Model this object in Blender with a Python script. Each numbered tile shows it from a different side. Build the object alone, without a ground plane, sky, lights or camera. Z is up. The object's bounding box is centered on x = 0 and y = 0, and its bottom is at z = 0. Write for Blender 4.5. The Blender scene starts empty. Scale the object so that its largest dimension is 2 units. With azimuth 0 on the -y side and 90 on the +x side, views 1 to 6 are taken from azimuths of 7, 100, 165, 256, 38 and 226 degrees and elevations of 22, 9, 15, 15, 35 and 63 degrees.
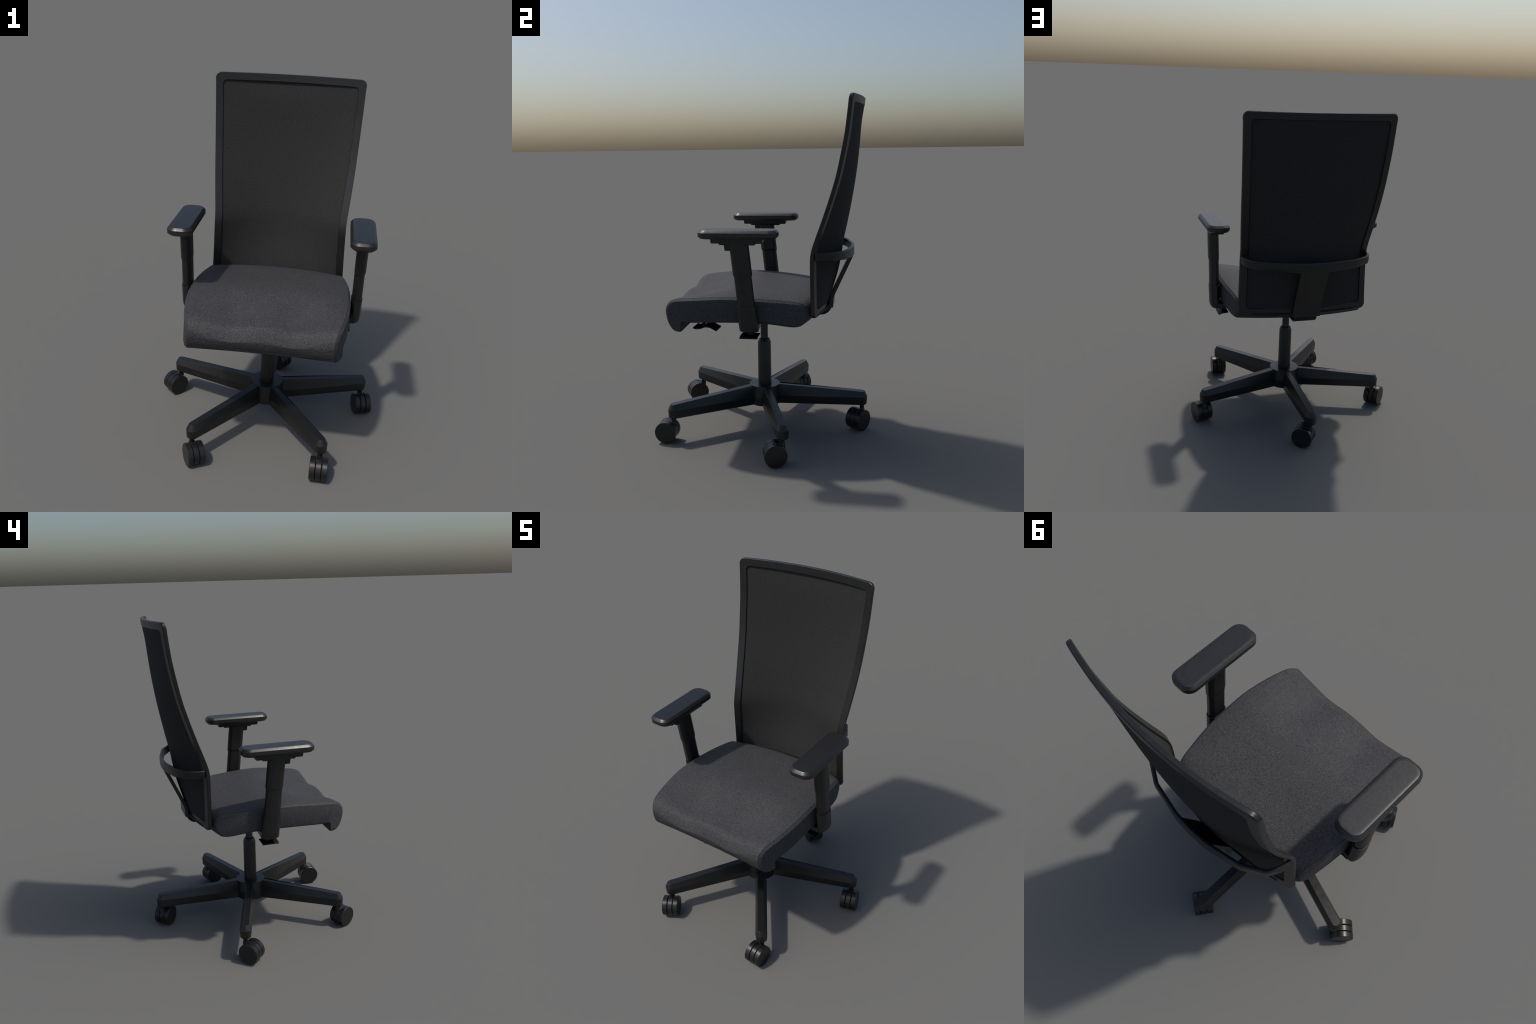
# High-back mesh office chair: five-star base on casters, gas column, fabric seat,
# framed mesh back with a wrap-around lumbar band, height-adjustable armrests.
import bpy, bmesh, math
from mathutils import Vector, Matrix

PI = math.pi

# ----------------------------------------------------------------- helpers
def lerp(a, b, t): return a + (b - a) * t

def smooth_curve(pts):
    """Monotone-friendly cubic (Catmull-Rom style) through (key, value) pairs."""
    xs = [p[0] for p in pts]; ys = [p[1] for p in pts]
    n = len(pts)
    d = [(ys[i+1]-ys[i])/(xs[i+1]-xs[i]) for i in range(n-1)]
    m = [d[0]] + [0.0 if d[i-1]*d[i] <= 0 else 2*d[i-1]*d[i]/(d[i-1]+d[i]) for i in range(1, n-1)] + [d[-1]]
    def f(x):
        if x <= xs[0]: return ys[0]
        if x >= xs[-1]: return ys[-1]
        i = 0
        while x > xs[i+1]: i += 1
        h = xs[i+1]-xs[i]; t = (x-xs[i])/h
        return ((2*t**3-3*t**2+1)*ys[i] + (t**3-2*t**2+t)*h*m[i]
                + (-2*t**3+3*t**2)*ys[i+1] + (t**3-t**2)*h*m[i+1])
    return f

def new_obj(name, verts, faces, mat, parent=None, sharp=35, bevel=0.0, seg=2):
    me = bpy.data.meshes.new(name)
    me.from_pydata([tuple(v) for v in verts], [], faces)
    bm = bmesh.new(); bm.from_mesh(me)
    bmesh.ops.remove_doubles(bm, verts=bm.verts, dist=1e-5)
    bmesh.ops.recalc_face_normals(bm, faces=bm.faces)
    bm.to_mesh(me); bm.free()
    me.materials.append(mat)
    for p in me.polygons: p.use_smooth = True
    ob = bpy.data.objects.new(name, me)
    bpy.context.scene.collection.objects.link(ob)
    if bevel > 0:
        b = ob.modifiers.new("bevel", 'BEVEL')
        b.width = bevel; b.segments = seg; b.limit_method = 'ANGLE'
        b.angle_limit = math.radians(sharp); b.harden_normals = True
    me.set_sharp_from_angle(angle=math.radians(sharp))
    if parent is not None: ob.parent = parent
    return ob

def loft(rings, close_ring=True, cap=True):
    """Quads between successive rings with the same number of points."""
    v = []; f = []; n = len(rings[0])
    for r in rings: v += r
    m = n if close_ring else n-1
    for i in range(len(rings)-1):
        for j in range(m):
            k = (j+1) % n
            f.append((i*n+j, i*n+k, (i+1)*n+k, (i+1)*n+j))
    if cap and close_ring:
        f.append(tuple(reversed(range(n))))
        f.append(tuple(range((len(rings)-1)*n, len(rings)*n)))
    return v, f

def revolve(profile, seg=48):
    """profile: (radius, z) pairs, lathe about z, closed at both ends."""
    rings = []
    for r, z in profile:
        rings.append([(r*math.cos(2*PI*i/seg), r*math.sin(2*PI*i/seg), z) for i in range(seg)])
    return loft(rings)

def box_mesh(x0, x1, y0, y1, z0, z1):
    v = [(x, y, z) for z in (z0, z1) for y in (y0, y1) for x in (x0, x1)]
    f = [(0, 2, 3, 1), (4, 5, 7, 6), (0, 1, 5, 4), (2, 6, 7, 3), (0, 4, 6, 2), (1, 3, 7, 5)]
    return v, f

def merge(*vf):
    V = []; F = []
    for v, f in vf:
        o = len(V); V += list(v); F += [tuple(i+o for i in q) for q in f]
    return V, F

def rounded_rect(hx, hy, r, seg=6, cx=0.0, cy=0.0):
    """Counter-clockwise outline of a rounded rectangle."""
    out = []
    for sx, sy, a0 in ((1, 1, 0), (-1, 1, 90), (-1, -1, 180), (1, -1, 270)):
        for i in range(seg+1):
            a = math.radians(a0 + 90*i/seg)
            out.append((cx + sx*(hx-r) + r*math.cos(a), cy + sy*(hy-r) + r*math.sin(a)))
    return out

# --------------------------------------------------------------- materials
def nodes_of(name):
    m = bpy.data.materials.new(name); m.use_nodes = True
    nt = m.node_tree; bsdf = nt.nodes["Principled BSDF"]
    tc = nt.nodes.new("ShaderNodeTexCoord")
    return m, nt, bsdf, tc

def plastic(name, col, rough, spec=0.5, grain=0.10, mottle=45):
    m, nt, b, tc = nodes_of(name)
    n1 = nt.nodes.new("ShaderNodeTexNoise"); n1.inputs["Scale"].default_value = mottle; n1.inputs["Detail"].default_value = 5
    n2 = nt.nodes.new("ShaderNodeTexNoise"); n2.inputs["Scale"].default_value = 900; n2.inputs["Detail"].default_value = 2
    for n in (n1, n2): nt.links.new(tc.outputs["Object"], n.inputs["Vector"])
    ramp = nt.nodes.new("ShaderNodeValToRGB")
    e = ramp.color_ramp.elements
    e[0].position = 0.3; e[0].color = tuple(c*0.88 for c in col) + (1,)
    e[1].position = 0.7; e[1].color = tuple(c*1.12 for c in col) + (1,)
    nt.links.new(n1.outputs["Fac"], ramp.inputs["Fac"])
    nt.links.new(ramp.outputs["Color"], b.inputs["Base Color"])
    mr = nt.nodes.new("ShaderNodeMapRange")
    mr.inputs["From Min"].default_value = 0.3; mr.inputs["From Max"].default_value = 0.7
    mr.inputs["To Min"].default_value = rough-0.05; mr.inputs["To Max"].default_value = rough+0.05
    nt.links.new(n1.outputs["Fac"], mr.inputs["Value"])
    nt.links.new(mr.outputs["Result"], b.inputs["Roughness"])
    bp = nt.nodes.new("ShaderNodeBump"); bp.inputs["Strength"].default_value = grain; bp.inputs["Distance"].default_value = 0.0004
    nt.links.new(n2.outputs["Fac"], bp.inputs["Height"])
    nt.links.new(bp.outputs["Normal"], b.inputs["Normal"])
    b.inputs["Specular IOR Level"].default_value = spec
    return m

def math_node(nt, op, a, b=None):
    n = nt.nodes.new("ShaderNodeMath"); n.operation = op
    for i, s in enumerate((a, b)):
        if s is None: continue
        if isinstance(s, (int, float)): n.inputs[i].default_value = s
        else: nt.links.new(s, n.inputs[i])
    return n.outputs[0]

def woven_fabric(name, dark, light):
    """Dense grey upholstery: fine ribs across the seat broken up by yarn noise."""
    m, nt, b, tc = nodes_of(name)
    mp = nt.nodes.new("ShaderNodeMapping"); mp.inputs["Scale"].default_value = (160, 260, 260)
    nt.links.new(tc.outputs["Object"], mp.inputs["Vector"])
    yarn = nt.nodes.new("ShaderNodeTexNoise"); yarn.inputs["Scale"].default_value = 1.0
    yarn.inputs["Detail"].default_value = 3.0; yarn.inputs["Roughness"].default_value = 0.65
    nt.links.new(mp.outputs["Vector"], yarn.inputs["Vector"])
    mott = nt.nodes.new("ShaderNodeTexNoise"); mott.inputs["Scale"].default_value = 9.0; mott.inputs["Detail"].default_value = 4
    nt.links.new(tc.outputs["Object"], mott.inputs["Vector"])
    sep = nt.nodes.new("ShaderNodeSeparateXYZ"); nt.links.new(tc.outputs["Object"], sep.inputs[0])
    yz = math_node(nt, 'ADD', sep.outputs["Y"], math_node(nt, 'MULTIPLY', sep.outputs["Z"], 0.9))
    rib = math_node(nt, 'SINE', math_node(nt, 'MULTIPLY', yz, 2*PI/0.0065))
    knot = math_node(nt, 'SINE', math_node(nt, 'MULTIPLY', sep.outputs["X"], 2*PI/0.0085))
    weave = math_node(nt, 'ADD', math_node(nt, 'MULTIPLY', rib, 0.07), math_node(nt, 'MULTIPLY', math_node(nt, 'MULTIPLY', rib, knot), 0.06))
    h = math_node(nt, 'ADD', yarn.outputs["Fac"], weave)
    h2 = math_node(nt, 'ADD', h, math_node(nt, 'MULTIPLY', math_node(nt, 'SUBTRACT', mott.outputs["Fac"], 0.5), 0.07))
    ramp = nt.nodes.new("ShaderNodeValToRGB"); e = ramp.color_ramp.elements
    e[0].position = 0.34; e[0].color = dark + (1,)
    e[1].position = 0.68; e[1].color = light + (1,)
    nt.links.new(h2, ramp.inputs["Fac"]); nt.links.new(ramp.outputs["Color"], b.inputs["Base Color"])
    bp = nt.nodes.new("ShaderNodeBump"); bp.inputs["Strength"].default_value = 0.35; bp.inputs["Distance"].default_value = 0.0015
    nt.links.new(h, bp.inputs["Height"]); nt.links.new(bp.outputs["Normal"], b.inputs["Normal"])
    b.inputs["Roughness"].default_value = 0.68
    b.inputs["Specular IOR Level"].default_value = 0.22
    return m

def knit_mesh(name, yarn, hole):
    """3D knit: staggered rows of little dark holes between pale yarn."""
    m, nt, b, tc = nodes_of(name)
    sep = nt.nodes.new("ShaderNodeSeparateXYZ"); nt.links.new(tc.outputs["Object"], sep.inputs[0])
    cx = math_node(nt, 'COSINE', math_node(nt, 'MULTIPLY', sep.outputs["X"], 2*PI/0.0102))
    cz = math_node(nt, 'COSINE', math_node(nt, 'MULTIPLY', sep.outputs["Z"], 2*PI/0.0094))
    lat = math_node(nt, 'MULTIPLY', cx, cz)
    nz = nt.nodes.new("ShaderNodeTexNoise"); nz.inputs["Scale"].default_value = 60; nz.inputs["Detail"].default_value = 3
    mp = nt.nodes.new("ShaderNodeMapping"); mp.inputs["Scale"].default_value = (1.0, 1.0, 2.2)
    nt.links.new(tc.outputs["Object"], mp.inputs["Vector"]); nt.links.new(mp.outputs["Vector"], nz.inputs["Vector"])
    v = math_node(nt, 'ADD', lat, math_node(nt, 'MULTIPLY', math_node(nt, 'SUBTRACT', nz.outputs["Fac"], 0.5), 0.35))
    ramp = nt.nodes.new("ShaderNodeValToRGB"); e = ramp.color_ramp.elements
    e[0].position = 0.10; e[0].color = yarn + (1,)
    e[1].position = 0.62; e[1].color = hole + (1,)
    nt.links.new(v, ramp.inputs["Fac"]); nt.links.new(ramp.outputs["Color"], b.inputs["Base Color"])
    bp = nt.nodes.new("ShaderNodeBump"); bp.inputs["Strength"].default_value = 0.25; bp.inputs["Distance"].default_value = 0.001
    bp.invert = True
    nt.links.new(v, bp.inputs["Height"]); nt.links.new(bp.outputs["Normal"], b.inputs["Normal"])
    b.inputs["Roughness"].default_value = 0.8
    b.inputs["Specular IOR Level"].default_value = 0.10
    return m

M_PLASTIC = plastic("black_plastic", (0.0105, 0.0105, 0.0105), 0.37)
M_PAD     = plastic("soft_pad_rubber", (0.0125, 0.0125, 0.013), 0.38, spec=0.6, grain=0.2, mottle=95)
M_BASE    = plastic("base_nylon", (0.0100, 0.0100, 0.0100), 0.35)
M_WHEEL   = plastic("wheel_nylon", (0.0105, 0.0105, 0.0105), 0.33)
M_ROD     = plastic("piston_rod", (0.035, 0.036, 0.037), 0.5, spec=0.4)
M_DARK    = plastic("darker_black_plastic", (0.006, 0.006, 0.006), 0.5, spec=0.3)
M_FABRIC  = woven_fabric("grey_upholstery", (0.018, 0.018, 0.0195), (0.083, 0.0835, 0.089))
M_KNIT    = knit_mesh("knit_back", (0.043, 0.0423, 0.0416), (0.003, 0.003, 0.003))

# ------------------------------------------------------------------- root
root = bpy.data.objects.new("office_chair", None)
bpy.context.scene.collection.objects.link(root)
root["label"] = "black swivel office chair with high mesh back and grey seat"
root["category"] = "office chair"
root.location = (0.019, -0.027, 0.0)
root.rotation_euler = (0, 0, math.radians(0.95))

# ---------------------------------------------------------- five-star base
LEG_Z_TOP = lambda r: lerp(0.2600, 0.231, min(max((r-0.10)/0.52, 0), 1))
LEG_Z_MID = lambda r: lerp(0.189, 0.199, min(max((r-0.09)/0.53, 0), 1))

def leg_outline(hw, z_of_r, r0=0.02, rc=0.605, seg=22):
    st = [r0, 0.100, 0.20, 0.30, 0.40, 0.50]
    pts = [(r, -hw) for r in st]
    for i in range(seg+1):
        a = -PI/2 + PI*i/seg
        pts.append((rc + hw*math.cos(a), hw*math.sin(a)))
    pts += [(r, hw) for r in reversed(st)]
    return [(x, y, z_of_r(x)) for x, y in pts]

leg_rings = [leg_outline(0.029, lambda r: lerp(0.1375, 0.1480, r/0.62)), leg_outline(0.0335, lambda r: lerp(0.1425, 0.1530, r/0.62)),
             leg_outline(0.0355, LEG_Z_MID), leg_outline(0.0205, lambda r: LEG_Z_TOP(r)-0.0006)]
lv, lf = loft(leg_rings)

hub_profile = [(0.001, 0.136), (0.094, 0.136), (0.100, 0.141), (0.104, 0.190), (0.0955, 0.25925), (0.044, 0.25925), (0.001, 0.25925)]
hv, hf = revolve(hub_profile, 72)
base = new_obj("star_base", hv, hf, M_BASE, root, sharp=9, bevel=0.0010)
leg0 = new_obj("leg", lv, lf, M_BASE, base, sharp=11, bevel=0.0010)
for k in range(5):
    ob = leg0 if k == 0 else leg0.copy()
    if k: bpy.context.scene.collection.objects.link(ob)
    ob.rotation_euler = (0, 0, math.radians(18 + 72*k))

# ---------------------------------------------------------------- casters
WR, WW, GAP = 0.0643, 0.0980, 0.0030     # wheel radius, stack width, groove
def disc(x0, x1, r, seg=18, ch=0.0025):
    rings = []
    for rr, x in ((0.0005, x0), (r-ch, x0), (r, x0+ch), (r, x1-ch), (r-ch, x1), (0.0005, x1)):
        rings.append([(x, rr*math.cos(2*PI*(i+0.5)/seg), rr*math.sin(2*PI*(i+0.5)/seg)) for i in range(seg)])
    return loft(rings)

t = (WW - 2*GAP)/3
side_v, side_f = disc(t/2+GAP, WW/2, WR)
mid_v, mid_f = disc(-t/2, t/2, WR-0.0006)
ax_v, ax_f = disc(-WW/2+0.01, WW/2-0.01, 0.030)
stem_prof = [(0.0005, 0.075), (0.0135, 0.075), (0.0135, 0.150), (0.0005, 0.150)]
sv, sf = revolve(stem_prof, 20)
# steel pin, with a small boss where it enters the hood
boss_v, boss_f = revolve([(0.0005, 0.080), (0.0165, 0.080), (0.0165, 0.118), (0.014, 0.124), (0.0005, 0.124)], 20)

stem_mesh = hood_mesh = wheel_mesh = None
# wheel-axle heading in degrees for each leg (18, 90, 162, 234, 306)
headings = [15.5, 55.1, 135.9, 29.4, -2.4]
# the wheel trails its pin on this side of the axle
trail = [-1, -1, 1, -1, -1]
for k in range(5):
    a = math.radians(18 + 72*k - 0.2)
    pin = Vector((0.608*math.cos(a), 0.608*math.sin(a), 0))
    h = math.radians(headings[k])
    side = Vector((-math.sin(h), math.cos(h), 0)) * trail[k]
    ctr = pin + side*0.041
    if k == 0:
        stem = new_obj("caster", *merge((sv, sf), (boss_v, boss_f)), M_WHEEL, root, sharp=35)
        stem_mesh = stem.data
        hood = new_obj("caster_hood", *merge((mid_v, mid_f), (ax_v, ax_f)), M_WHEEL, stem, sharp=35)
        hood_mesh = hood.data
        w1 = new_obj("wheel", side_v, side_f, M_WHEEL, stem, sharp=35)
        wheel_mesh = w1.data
    else:
        stem = bpy.data.objects.new("caster", stem_mesh); bpy.context.scene.collection.objects.link(stem); stem.parent = root
        hood = bpy.data.objects.new("caster_hood", hood_mesh); bpy.context.scene.collection.objects.link(hood); hood.parent = stem
        w1 = bpy.data.objects.new("wheel", wheel_mesh); bpy.context.scene.collection.objects.link(w1); w1.parent = stem
    w2 = bpy.data.objects.new("wheel", wheel_mesh); bpy.context.scene.collection.objects.link(w2); w2.parent = stem
    stem.location = pin
    off = ctr - pin
    for o, extra in ((hood, 0), (w1, 0), (w2, PI)):
        o.location = (off.x, off.y, WR)
        o.rotation_euler = (0, 0, h + extra)

# ------------------------------------------------------------- gas column
cv, cf = revolve([(0.0005, 0.20), (0.0418, 0.20), (0.0405, 0.527), (0.0375, 0.536), (0.031, 0.549), (0.026, 0.551), (0.0005, 0.551)], 40)
col = new_obj("gas_column", cv, cf, M_BASE, root, sharp=40)
rv, rf = revolve([(0.0005, 0.53), (0.0228, 0.53), (0.0228, 0.72), (0.0005, 0.72)], 32)
new_obj("piston_rod", rv, rf, M_ROD, col, sharp=40)

# ------------------------------------------------------------ seat cushion
seat_w = smooth_curve([(-0.52, 0.393), (-0.50, 0.400), (-0.46, 0.412), (-0.37, 0.432), (-0.27, 0.446), (-0.17, 0.452),
                       (-0.05, 0.451), (0.07, 0.444), (0.23, 0.420), (0.31, 0.406)])
# side outline of the cushion (y, z), starting at the front nose and going over the top
SIDE = [(-0.513, 0.800), (-0.509, 0.828), (-0.498, 0.847), (-0.481, 0.863), (-0.461, 0.872), (-0.440, 0.8765), (-0.400, 0.881),
        (-0.330, 0.888), (-0.250, 0.895), (-0.170, 0.901), (-0.085, 0.900), (0.000, 0.895), (0.085, 0.889), (0.170, 0.882),
        (0.245, 0.873), (0.277, 0.864), (0.300, 0.849), (0.312, 0.825), (0.314, 0.797), (0.306, 0.771), (0.290, 0.752),
        (0.271, 0.735), (0.230, 0.729), (0.170, 0.737), (0.100, 0.748), (0.000, 0.754), (-0.090, 0.755), (-0.220, 0.752),
        (-0.330, 0.745), (-0.398, 0.741), (-0.402, 0.735), (-0.403, 0.707), (-0.408, 0.694), (-0.420, 0.6855), (-0.440, 0.6850),
        (-0.461, 0.6900), (-0.482, 0.7090), (-0.500, 0.7410), (-0.509, 0.775)]
SEAT_CY, SEAT_CZ = -0.10, 0.82
def outline_normals(pts):
    out = []
    n = len(pts)
    for i in range(n):
        a = pts[i-1]; b = pts[(i+1) % n]
        tx, tz = b[0]-a[0], b[1]-a[1]
        l = math.hypot(tx, tz)
        out.append((-tz/l, tx/l))
    return out
def densify(pts, k):
    """Catmull-Rom refinement of a closed outline."""
    out = []; n = len(pts)
    for i in range(n):
        p0, p1, p2, p3 = pts[i-1], pts[i], pts[(i+1) % n], pts[(i+2) % n]
        for s in range(k):
            u = s/k
            out.append(tuple(0.5*((2*p1[c]) + (-p0[c]+p2[c])*u + (2*p0[c]-5*p1[c]+4*p2[c]-p3[c])*u*u
                                  + (-p0[c]+3*p1[c]-3*p2[c]+p3[c])*u**3) for c in (0, 1)))
    return out
SIDE_D = densify(SIDE, 2)
SIDE_N = outline_normals(SIDE_D)

def seat_point(i, s, inset=0.0, dx=0.0):
    """i: index on the side outline, s: -1..1 across the seat."""
    y, z = SIDE_D[i]; ny, nz = SIDE_N[i]
    W = seat_w(y) - 0.016
    x = s*W
    a = min(abs(s), 1.0)
    up = min(max((z-0.835)/0.03, 0.0), 1.0); up = up*up*(3-2*up)      # 1 on the top face
    crown = (1-a**7)*(1-0.9*min(max((y-0.02)/0.22, 0.0), 1.0))*(1-0.5*min(max((-0.20-y)/0.2, 0.0), 1.0))
    z2 = z + up*0.016*crown
    # thigh grooves either side of a raised centre, fading towards the rear
    front = min(max((-0.06-y)/0.36, 0.0), 1.0); front = front*front*(3-2*front)
    upf = min(max((z-0.74)/0.10, 0.0), 1.0); upf = upf*upf*(3-2*upf)
    groove = math.exp(-((abs(x)-0.165)/0.085)**2)
    broad = max(0.0, 1-(abs(x)/0.40)**4)
    z2 -= front*upf*(0.024*broad + 0.019*groove)
    nose = min(max((-0.40-y)/0.08, 0.0), 1.0)
    y2 = y + nose*upf*0.007*broad
    back = min(max((y-0.02)/0.25, 0.0), 1.0)
    y2 += back*back*(3-2*back)*0.056*(1-a*a)
    # belly of the front lip is a touch shallower in the middle
    z2 += (1-upf)*nose*0.010*(1-a**2)
    return (x + dx*(1 if s > 0 else -1), y2 - ny*inset*(-1), z2 - nz*inset*(-1))

stations = [-1 + 2*i/48 for i in range(49)]
nS = len(SIDE_D)
rings = []
def flank(sgn):
    out = []
    for inset, dx in ((-0.0135, 0.0160), (-0.0120, 0.0155), (-0.0012, 0.0022), (-0.0024, 0.0008)):
        out.append([seat_point(i, sgn, inset, dx) for i in range(nS)])
    return out
# orientation of the outline normal: make sure a negative inset pulls inwards
cy = sum(p[0] for p in SIDE_D)/nS; cz = sum(p[1] for p in SIDE_D)/nS
if sum((SIDE_D[i][0]-cy)*SIDE_N[i][0] + (SIDE_D[i][1]-cz)*SIDE_N[i][1] for i in range(nS)) < 0:
    SIDE_N = [(-a, -b) for a, b in SIDE_N]
left = flank(-1); right = flank(1)
rings += left
for s in stations: rings.append([seat_point(i, s) for i in range(nS)])
rings += list(reversed(right))
sv_, sf_ = loft(rings)
seat = new_obj("seat_cushion", sv_, sf_, M_FABRIC, root, sharp=50)
# triangulate the two side panels cleanly and give the seam a crisp crease
bm = bmesh.new(); bm.from_mesh(seat.data)
bmesh.ops.triangulate(bm, faces=[f for f in bm.faces if len(f.verts) > 8])
bm.to_mesh(seat.data); bm.free()
for p in seat.data.polygons: p.use_smooth = True
seat.data.set_sharp_from_angle(angle=math.radians(21))

# seat pan and tilt mechanism under the cushion
pan_v, pan_f = merge(box_mesh(-0.30, 0.30, -0.30, 0.20, 0.729, 0.752), box_mesh(-0.085, 0.085, -0.16, 0.20, 0.690, 0.731),
                     box_mesh(-0.05, 0.05, -0.055, 0.06, 0.672, 0.692))
pan = new_obj("tilt_mechanism", pan_v, pan_f, M_DARK, root, sharp=35, bevel=0.004)

# dark filler modelled to shade the lit gap between cushion rear and lower back
rings = []
for i in range(17):
    x = -0.33 + 0.66*i/16; q = 1-(x/0.40)**2
    y0, y1 = 0.28, 0.352 + 0.060*q
    rings.append([(x, y0, 0.775), (x, y1, 0.785), (x, y1, 0.793), (x, y0, 0.800)])
new_obj("dark_gap_filler", *loft(rings), M_DARK, pan, sharp=40)

# height lever: wire rod and wavy paddle at the front right
ly = smooth_curve([(-0.362, 0.6925), (-0.345, 0.688), (-0.32, 0.690), (-0.285, 0.7005), (-0.262, 0.698), (-0.242, 0.688), (-0.222, 0.678)])
prof = [(-0.362 + 0.140*i/24) for i in range(25)]
rings = []
for y in prof:
    z = ly(y)
    rings.append([(0.352, y, z), (0.352, y, z+0.007), (0.235, y+0.002, z+0.004), (0.235, y+0.002, z-0.003)])
lev = new_obj("height_lever", *loft(rings), M_DARK, root, sharp=40, bevel=0.0012)
def tube(path, r, seg=10):
    rings = []
    for i, p in enumerate(path):
        a = Vector(path[max(i-1, 0)]); b = Vector(path[min(i+1, len(path)-1)])
        d = (b-a).normalized(); u = d.cross(Vector((0, 0, 1)))
        u = u.normalized() if u.length > 1e-4 else Vector((1, 0, 0))
        w = d.cross(u)
        rings.append([tuple(Vector(p) + u*r*math.cos(2*PI*j/seg) + w*r*math.sin(2*PI*j/seg)) for j in range(seg)])
    return loft(rings)
new_obj("lever_rod", *tube([(0.31, -0.322, 0.694), (0.30, -0.318, 0.706), (0.285, -0.305, 0.714), (0.26, -0.27, 0.720), (0.22, -0.20, 0.728), (0.18, -0.12, 0.734)], 0.0055), M_DARK, lev, sharp=60)

# ---------------------------------------------------------------- backrest
edge_y = smooth_curve([(0.76, 0.328), (0.80, 0.327), (1.09, 0.3225), (1.135, 0.3245), (1.165, 0.331), (1.20, 0.342), (1.33, 0.3885), (1.48, 0.4385),
                       (1.58, 0.467), (1.67, 0.4865), (1.80, 0.511), (1.90, 0.5235), (2.01, 0.5355)])
half_w = smooth_curve([(0.76, 0.409), (0.95, 0.403), (1.16, 0.400), (1.30, 0.4105), (1.45, 0.4225), (1.60, 0.431), (1.80, 0.440), (2.01, 0.447)])
mesh_c = smooth_curve([(0.76, 0.388), (0.80, 0.403), (0.86, 0.421), (0.92, 0.439), (1.00, 0.461), (1.07, 0.475), (1.17, 0.490), (1.28, 0.513),
                       (1.47, 0.548), (1.60, 0.567), (1.69, 0.577), (1.87, 0.592), (1.95, 0.604), (2.01, 0.610)])
Z0, Z1 = 0.779, 2.0
RAIL = 0.0435
DEPTH = 0.020

def frame_y(x, z):
    a = x/half_w(z)
    return edge_y(z) + 0.056*(1-a*a)

def loop_outline(off, r, seg=8, n_side=40, n_rail=24):
    """Rounded trapezoid following the flared sides, inset by off; returns (x, z)."""
    zb, zt = Z0+off, Z1-off
    hw = lambda z: half_w(z)-off
    pts = []
    def corner(sx, z, sz, a0):
        cx = sx*(hw(z)-r); cz = z - sz*r
        for i in range(seg+1):
            a = math.radians(a0 + 90*i/seg)
            pts.append((cx + r*math.cos(a), cz + r*math.sin(a)))
    # up the right side
    for i in range(n_side):
        z = lerp(zb+r, zt-r, i/n_side); pts.append((hw(z), z))
    corner(1, zt, 1, 0)
    for i in range(1, n_rail): pts.append((lerp(hw(zt)-r, -(hw(zt)-r), i/n_rail), zt))
    corner(-1, zt, 1, 90)
    for i in range(1, n_side+1):
        z = lerp(zt-r, zb+r, i/n_side); pts.append((-hw(z), z))
    pts.pop()
    corner(-1, zb, -1, 180)
    for i in range(1, n_rail): pts.append((lerp(-(hw(zb)-r), hw(zb)-r, i/n_rail), zb))
    corner(1, zb, -1, 270)
    pts.pop()
    return pts

# profile of the rail: (inset from the outside, depth behind the front face)
rail_profile = [(0.0, 0.003), (0.0022, 0.0), (RAIL-0.002, 0.0), (RAIL, 0.002), (RAIL, DEPTH-0.001),
                (RAIL-0.002, DEPTH+0.002), (0.004, DEPTH+0.002), (0.0, DEPTH-0.003)]
rings = []
for off, d in rail_profile:
    r = lerp(0.032, 0.024, off/RAIL)
    rings.append([(x, frame_y(x, z)+d, z) for x, z in loop_outline(off, r)])
fv, ff = loft(rings + [rings[0]], cap=False)
frame = new_obj("backrest_frame", fv, ff, M_PLASTIC, root, sharp=20)

# knitted panel, drawn backwards in the middle
def knit_y(x, z):
    wi = half_w(z)-RAIL
    a = min(abs(x)/(wi+0.004), 1.0)
    e = frame_y(wi, z) + 0.006
    return lerp(e, mesh_c(z)-0.006, (1-a*a))
def knit_grid(d, nx=48, nz=90):
    vv = []; zb, zt = Z0+RAIL-0.006, Z1-RAIL+0.006
    for j in range(nz+1):
        z = lerp(zb, zt, j/nz); wi = half_w(z)-RAIL+0.005
        # follow the rounded corners of the opening
        dz = min(z-zb, zt-z); rr = 0.024
        cut = rr-math.sqrt(max(rr*rr-(rr-dz)**2, 0)) if dz < rr else 0.0
        wi -= cut
        for i in range(nx+1):
            x = lerp(-wi, wi, i/nx); vv.append((x, knit_y(x, z)+d, z))
    ff = [(j*(nx+1)+i, j*(nx+1)+i+1, (j+1)*(nx+1)+i+1, (j+1)*(nx+1)+i) for j in range(nz) for i in range(nx)]
    return vv, ff, nx, nz
v1, f1, nx, nz = knit_grid(0.0)
v2, f2, _, _ = knit_grid(0.006)
o = len(v1)
V = v1+v2; F = [tuple(reversed(q)) for q in f1] + [tuple(i+o for i in q) for q in f2]
border = [i for i in range(nx+1)] + [j*(nx+1)+nx for j in range(1, nz+1)] + [nz*(nx+1)+i for i in range(nx-1, -1, -1)] + [j*(nx+1) for j in range(nz-1, 0, -1)]
for a, b in zip(border, border[1:]+border[:1]): F.append((a, b, b+o, a+o))
new_obj("knit_panel", V, F, M_KNIT, frame, sharp=60)

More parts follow.
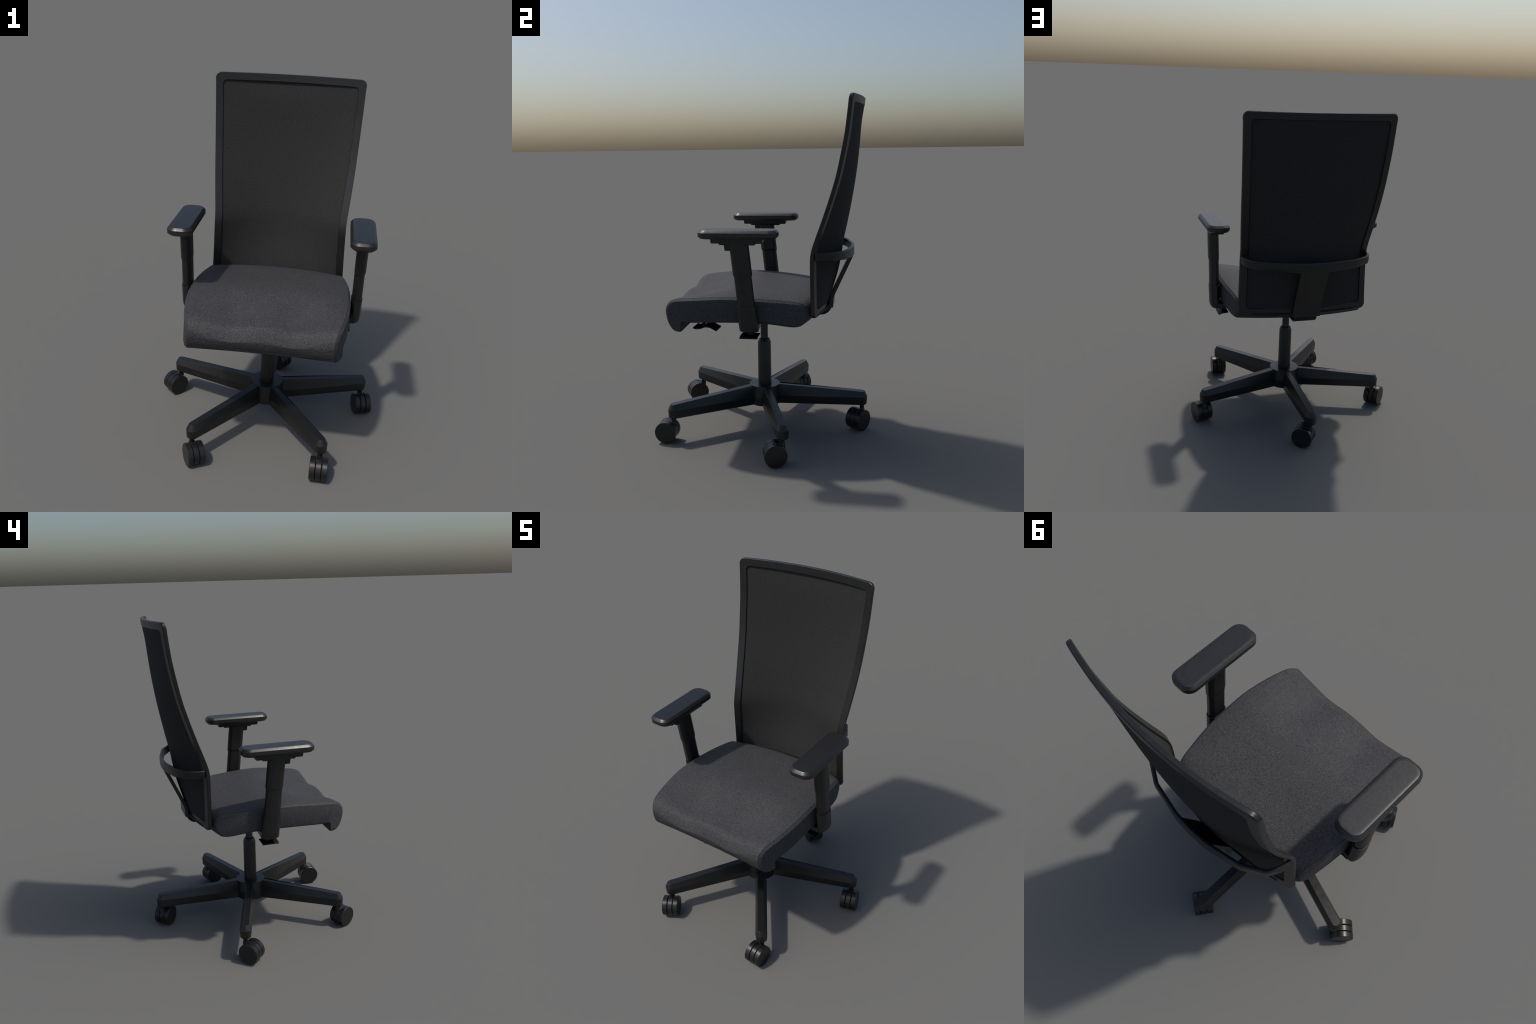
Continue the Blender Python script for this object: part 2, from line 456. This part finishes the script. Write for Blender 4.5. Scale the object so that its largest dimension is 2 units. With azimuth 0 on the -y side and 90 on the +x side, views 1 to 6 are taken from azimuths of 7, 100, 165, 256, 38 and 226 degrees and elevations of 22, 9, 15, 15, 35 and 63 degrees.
# lumbar band wrapping round the back, faceted like a bent strip
band_half = [(0.0, 0.545), (0.092, 0.541), (0.260, 0.507), (0.356, 0.452), (0.3865, 0.398), (0.3905, 0.352)]
path = [(-x, y) for x, y in reversed(band_half[1:])] + band_half
def band_ring(i):
    x, y = path[i]
    a = path[max(i-1, 0)]; b = path[min(i+1, len(path)-1)]
    tx, ty = b[0]-a[0], b[1]-a[1]; l = math.hypot(tx, ty); nx_, ny_ = -ty/l, tx/l
    if nx_*x + ny_*(y-0.3) < 0: nx_, ny_ = -nx_, -ny_
    w = abs(x)/0.39
    zt = lerp(1.143, 1.149, w**2); zb = lerp(1.083, 1.103, w**1.5)
    th = 0.009
    pr = []
    for o_, z in ((-th+0.002, zb), (th-0.003, zb), (th, zb+0.004), (th, zt-0.006), (th-0.006, zt), (-th+0.004, zt), (-th, zt-0.004), (-th, zb+0.002)):
        pr.append((x+nx_*o_, y+ny_*o_, z))
    return pr
band = new_obj("lumbar_band", *loft([band_ring(i) for i in range(len(path))]), M_PLASTIC, root, sharp=42)

# spine plate: slants from the band down to the seat carrier, then hooks under
spine_side = [(0.5495, 1.110, 0.086), (0.5495, 1.086, 0.086), (0.441, 0.848, 0.086), (0.4335, 0.825, 0.086), (0.4325, 0.772, 0.086)]
def plate(path_yzw, th):
    rings = []
    for i, (y, z, hw) in enumerate(path_yzw):
        a = path_yzw[max(i-1, 0)]; b = path_yzw[min(i+1, len(path_yzw)-1)]
        ty, tz = b[0]-a[0], b[1]-a[1]; l = math.hypot(ty, tz); ny, nz_ = -tz/l, ty/l
        rings.append([(-hw, y, z), (hw, y, z), (hw, y-ny*th, z-nz_*th), (-hw, y-ny*th, z-nz_*th)])
    return loft(rings)
spine = new_obj("back_spine", *plate(spine_side, 0.022), M_PLASTIC, root, sharp=30, bevel=0.002)
hook = []
for i in range(11):
    a = math.radians(-5 - 85*i/10)
    hook.append((0.358 + 0.068*math.cos(a), 0.792 + 0.068*math.sin(a), 0.068))
hook += [(0.30, 0.724, 0.068), (0.16, 0.722, 0.068)]
new_obj("spine_hook", *plate([(y, z, w) for y, z, w in hook], 0.008), M_DARK, spine, sharp=40)

# --------------------------------------------------------------- armrests
def d_section(hy, w, seg=10):
    """Plan of the post: flat chamfered inner side (x=0), rounded outer side (x=w)."""
    out = [(0.0, -0.62*hy), (0.0, 0.62*hy), (0.010, 0.90*hy), (0.020, hy)]
    for i in range(1, seg):
        a = PI/2 - PI*i/seg
        out.append((0.022 + (w-0.022)*abs(math.cos(a))**0.75, hy*math.copysign(abs(math.sin(a))**0.80, math.sin(a))))
    out += [(0.020, -hy), (0.010, -0.90*hy)]
    return out
def ypost(z): return lerp(-0.0045, -0.054, (z-0.73)/(1.20-0.73))

def post_rings(levels, sgn):
    rings = []
    for z, hy, xi, w in levels:
        rings.append([(sgn*(xi+x), ypost(z)+y, z) for x, y in d_section(hy, w)])
    return rings

def pad_ring(inset, z, sgn):
    """Rounded pad outline, a shade narrower at the back, bowed on the outside."""
    out = []
    for x, y in rounded_rect(0.0700-inset, 0.2190-inset, 0.048-inset*0.6, 8):
        bow = 0.006*(1-(y/0.22)**2)
        x2 = x + (bow if x < 0 else bow)*(1 if x > 0 else -1)
        out.append((sgn*(0.4870 + x2*0.965), -0.057 + y, z))
    return out

for sgn in (1, -1):
    # lower sleeve with the L-shaped bracket that runs under the seat
    lv_ = [(0.7190, 0.032, 0.463, 0.034), (0.7205, 0.047, 0.460, 0.045), (0.727, 0.0540, 0.4585, 0.053), (0.740, 0.0555, 0.458, 0.0590), (0.760, 0.0555, 0.458, 0.0605),
           (0.855, 0.0535, 0.4575, 0.0635), (0.8660, 0.0530, 0.4575, 0.0635), (0.8662, 0.0508, 0.4588, 0.0607), (0.852, 0.0503, 0.4592, 0.0600)]
    bar = [[(sgn*0.485, -0.058, 0.7205), (sgn*0.485, 0.047, 0.7205), (sgn*0.485, 0.047, 0.752), (sgn*0.485, -0.058, 0.752)],
           [(sgn*0.430, -0.052, 0.7165), (sgn*0.430, 0.040, 0.7165), (sgn*0.430, 0.040, 0.746), (sgn*0.430, -0.052, 0.746)],
           [(sgn*0.300, -0.050, 0.7210), (sgn*0.300, 0.036, 0.7210), (sgn*0.300, 0.036, 0.745), (sgn*0.300, -0.050, 0.745)]]
    arm = new_obj("armrest", *merge(loft(post_rings(lv_, sgn)), loft(bar)), M_PLASTIC, root, sharp=32)
    inner = [(0.80, 0.0485, 0.4605, 0.0575), (1.05, 0.0485, 0.4615, 0.0575)]
    new_obj("arm_post", *loft(post_rings(inner, sgn)), M_PLASTIC, arm, sharp=32)
    outer = [(1.031, 0.0495, 0.4615, 0.0595), (1.0335, 0.0525, 0.4600, 0.0630), (1.045, 0.0530, 0.4600, 0.0635), (1.205, 0.0530, 0.4615, 0.0640), (1.222, 0.0530, 0.4615, 0.0640)]
    new_obj("arm_collar", *loft(post_rings(outer, sgn)), M_PLASTIC, arm, sharp=32)
    # carrier plates beneath the pad, and the height button in front of the collar
    def plate_box(x0, x1, y0, y1, z0, z1, taper):
        a = [(sgn*x0, y0, z1), (sgn*x1, y0, z1), (sgn*x1, y1, z1), (sgn*x0, y1, z1)]
        b = [(sgn*(x0+taper), y0+taper, z0), (sgn*(x1-taper), y0+taper, z0), (sgn*(x1-taper), y1-taper*1.6, z0), (sgn*(x0+taper), y1-taper*1.6, z0)]
        return loft([b, a])
    pv, pf = merge(plate_box(0.443, 0.535, -0.204, 0.084, 1.2155, 1.2475, 0.004), plate_box(0.455, 0.528, -0.160, 0.046, 1.2055, 1.2165, 0.006))
    new_obj("pad_carrier", pv, pf, M_PLASTIC, arm, sharp=30, bevel=0.0015)
    bv, bf = plate_box(0.474, 0.509, -0.1345, -0.095, 1.172, 1.210, 0.004)
    new_obj("height_button", bv, bf, M_PLASTIC, arm, sharp=30, bevel=0.003)
    # soft pad
    rings = [pad_ring(0.0115, 1.2405, sgn), pad_ring(0.0, 1.2520, sgn), pad_ring(0.0, 1.2735, sgn),
             pad_ring(0.0105, 1.2850, sgn), pad_ring(0.0130, 1.2870, sgn), pad_ring(0.0160, 1.2876, sgn), pad_ring(0.0260, 1.2877, sgn)]
    new_obj("arm_pad", *loft(rings), M_PAD, arm, sharp=16)
    # width-lock paddle below the bracket
    blade = [[(sgn*0.403, -0.058, 0.6855), (sgn*0.403, 0.043, 0.6855), (sgn*0.403, 0.043, 0.693), (sgn*0.403, -0.058, 0.693)],
             [(sgn*0.440, -0.063, 0.6795), (sgn*0.440, 0.038, 0.6795), (sgn*0.440, 0.038, 0.6875), (sgn*0.440, -0.063, 0.6875)],
             [(sgn*0.465, -0.066, 0.6705), (sgn*0.465, 0.036, 0.6705), (sgn*0.465, 0.036, 0.6785), (sgn*0.465, -0.066, 0.6785)]]
    kv, kf = merge(loft(blade), [box_mesh(0.410, 0.440, -0.024, 0.012, 0.684, 0.728), box_mesh(-0.440, -0.410, -0.024, 0.012, 0.684, 0.728)][0 if sgn > 0 else 1])
    new_obj("lock_paddle", kv, kf, M_DARK, arm, sharp=35, bevel=0.0012)
